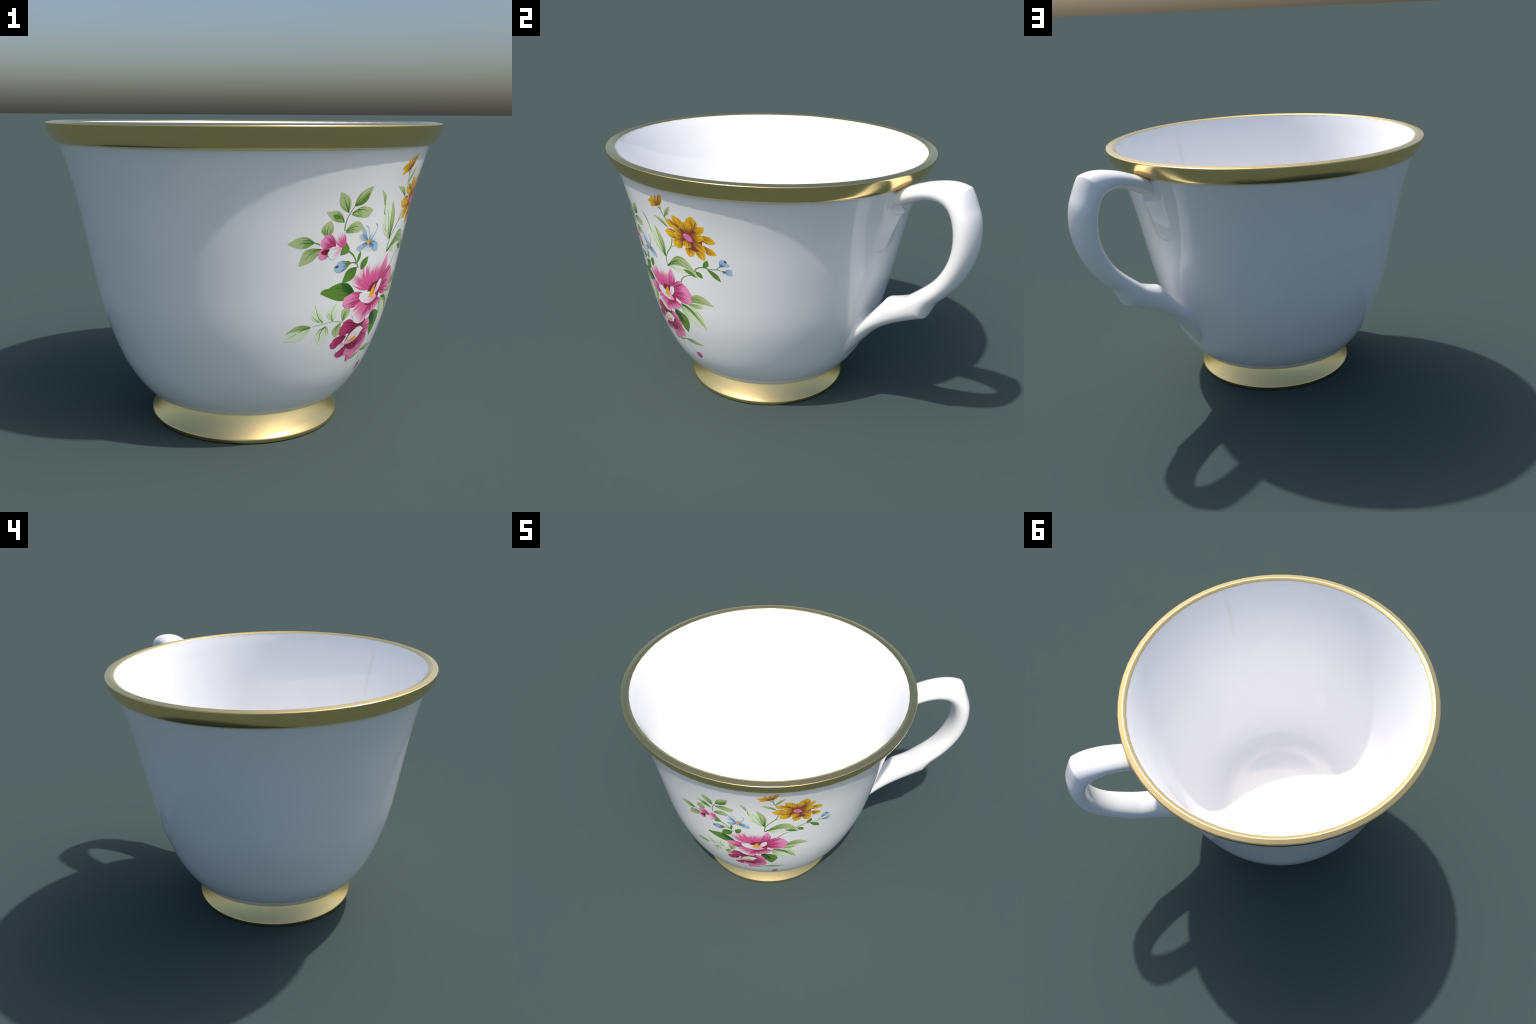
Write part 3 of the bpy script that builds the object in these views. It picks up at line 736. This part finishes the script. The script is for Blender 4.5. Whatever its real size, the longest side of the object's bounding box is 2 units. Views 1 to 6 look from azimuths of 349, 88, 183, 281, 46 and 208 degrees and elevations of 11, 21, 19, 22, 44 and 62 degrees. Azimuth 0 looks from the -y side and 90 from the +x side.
piece("leaf_pale", (0.032, 0.605), (0.192, 0.476), 0.0631, 0.0115, 0.50)
piece("leaf_light", (0.032, 0.605), (0.200, 0.467), 0.0167, 0.0295, 0.50)
stroke("vein_dark", [(0.032, 0.605), (0.087, 0.600), (0.124, 0.572), (0.145, 0.533)], 0.0110, 0.0010)
stroke("vein_dark", [(0.035, 0.602), (0.096, 0.589), (0.141, 0.543), (0.178, 0.490)], 0.0110, 0.0010)
stroke("vein_mid", [(0.033, 0.598), (0.048, 0.547), (0.089, 0.503)], 0.0050, 0.0010)
stroke("vein_mid", [(0.036, 0.605), (0.072, 0.538), (0.137, 0.492)], 0.0050, 0.0010)
stroke("vein_mid", [(0.138, 0.588), (0.175, 0.565), (0.185, 0.527)], 0.0050, 0.0010)
stroke("vein_mid", [(0.031, 0.600), (0.036, 0.554), (0.065, 0.512)], 0.0050, 0.0010)

# second, darker flower low on the wall
begin(24)
piece("petal_heart", (-0.182, 0.439), (-0.075, 0.511), 0.0570, -0.0017, 0.50, "round")
piece("petal_crimson", (-0.146, 0.490), (-0.258, 0.481), 0.0405, -0.0152, 0.60, "ruffled")
piece("petal_wine", (-0.140, 0.486), (-0.090, 0.515), 0.0237, 0.0043, 0.60, "round")
piece("petal_rose", (-0.089, 0.458), (-0.026, 0.495), 0.0420, -0.0024, 0.60, "ruffled")
piece("petal_crimson", (-0.199, 0.453), (-0.292, 0.411), 0.0294, -0.0012, 0.65, "ruffled")
piece("petal_white", (-0.207, 0.420), (-0.243, 0.374), 0.0209, -0.0006, 0.60, "ruffled")
piece("petal_crimson", (-0.149, 0.415), (-0.239, 0.350), 0.0284, 0.0138, 0.65, "ruffled")
piece("petal_rose", (-0.134, 0.425), (-0.036, 0.366), 0.1072, -0.0028, 0.60, "ruffled")
piece("petal_rose", (-0.117, 0.418), (-0.143, 0.331), 0.0679, 0.0206, 0.65, "ruffled")
piece("petal_rose", (-0.097, 0.430), (-0.019, 0.351), 0.0446, 0.0093, 0.55, "ruffled")
piece("petal_heart", (-0.193, 0.403), (-0.076, 0.469), 0.0655, -0.0128, 0.50, "round")
piece("petal_white", (-0.200, 0.407), (-0.080, 0.471), 0.0335, 0.0052, 0.55, "ruffled")
piece("pollen", (-0.171, 0.421), (-0.118, 0.433), 0.0107, -0.0021, 0.50, "round")

# main pink flower
begin(42)
piece("petal_fringe", (-0.091, 0.672), (-0.227, 0.773), 0.0496, 0.0019, 0.70, "ruffled")
piece("petal_fringe", (-0.074, 0.675), (-0.069, 0.811), 0.0882, 0.0184, 0.65, "ruffled")
piece("petal_pink", (-0.052, 0.680), (0.002, 0.826), 0.0272, -0.0149, 0.60)
piece("petal_pink", (-0.103, 0.636), (-0.271, 0.633), 0.0387, -0.0008, 0.65, "ruffled")
piece("petal_blush", (-0.088, 0.618), (-0.174, 0.525), 0.0692, 0.0025, 0.65, "ruffled")
piece("petal_pink", (-0.027, 0.662), (0.129, 0.684), 0.0733, 0.0116, 0.60, "ruffled")
piece("petal_pink", (-0.050, 0.612), (-0.024, 0.548), 0.0804, -0.0101, 0.65, "ruffled")
piece("petal_heart", (-0.089, 0.694), (-0.025, 0.590), 0.0662, -0.0049, 0.50, "round")
piece("petal_white", (-0.018, 0.617), (-0.172, 0.649), 0.0293, 0.0054, 0.50, "ruffled")
piece("petal_white", (-0.049, 0.635), (-0.008, 0.706), 0.0180, -0.0012, 0.55, "round")
piece("pollen", (-0.053, 0.633), (-0.075, 0.666), 0.0253, 0.0096, 0.60)
piece("pollen", (-0.062, 0.661), (-0.079, 0.672), 0.0213, -0.0004, 0.60, "round")
stroke("dot_brown", [(-0.077, 0.668), (-0.071, 0.667)], 0.0030, 0.0030)
stroke("dot_brown", [(-0.066, 0.667), (-0.061, 0.665)], 0.0030, 0.0030)
stroke("dot_brown", [(-0.068, 0.675), (-0.063, 0.673)], 0.0030, 0.0030)
stroke("dot_brown", [(-0.064, 0.657), (-0.059, 0.655)], 0.0030, 0.0030)
stroke("dot_brown", [(-0.062, 0.643), (-0.057, 0.641)], 0.0030, 0.0030)

# bud hanging below
begin(0)
stroke("stem_light", [(-0.049, 0.357), (-0.020, 0.330), (0.004, 0.279), (0.037, 0.236)], 0.0060, 0.0030)
piece("leaf_light", (-0.021, 0.332), (0.137, 0.330), 0.0168, 0.0005, 0.45)
piece("leaf_light", (-0.021, 0.332), (-0.155, 0.323), 0.0088, 0.0197, 0.40)
stroke("vein_dark", [(-0.015, 0.332), (0.042, 0.326), (0.085, 0.322)], 0.0040, 0.0010)
piece("petal_bud", (0.035, 0.240), (0.084, 0.213), 0.0297, -0.0030, 0.60)
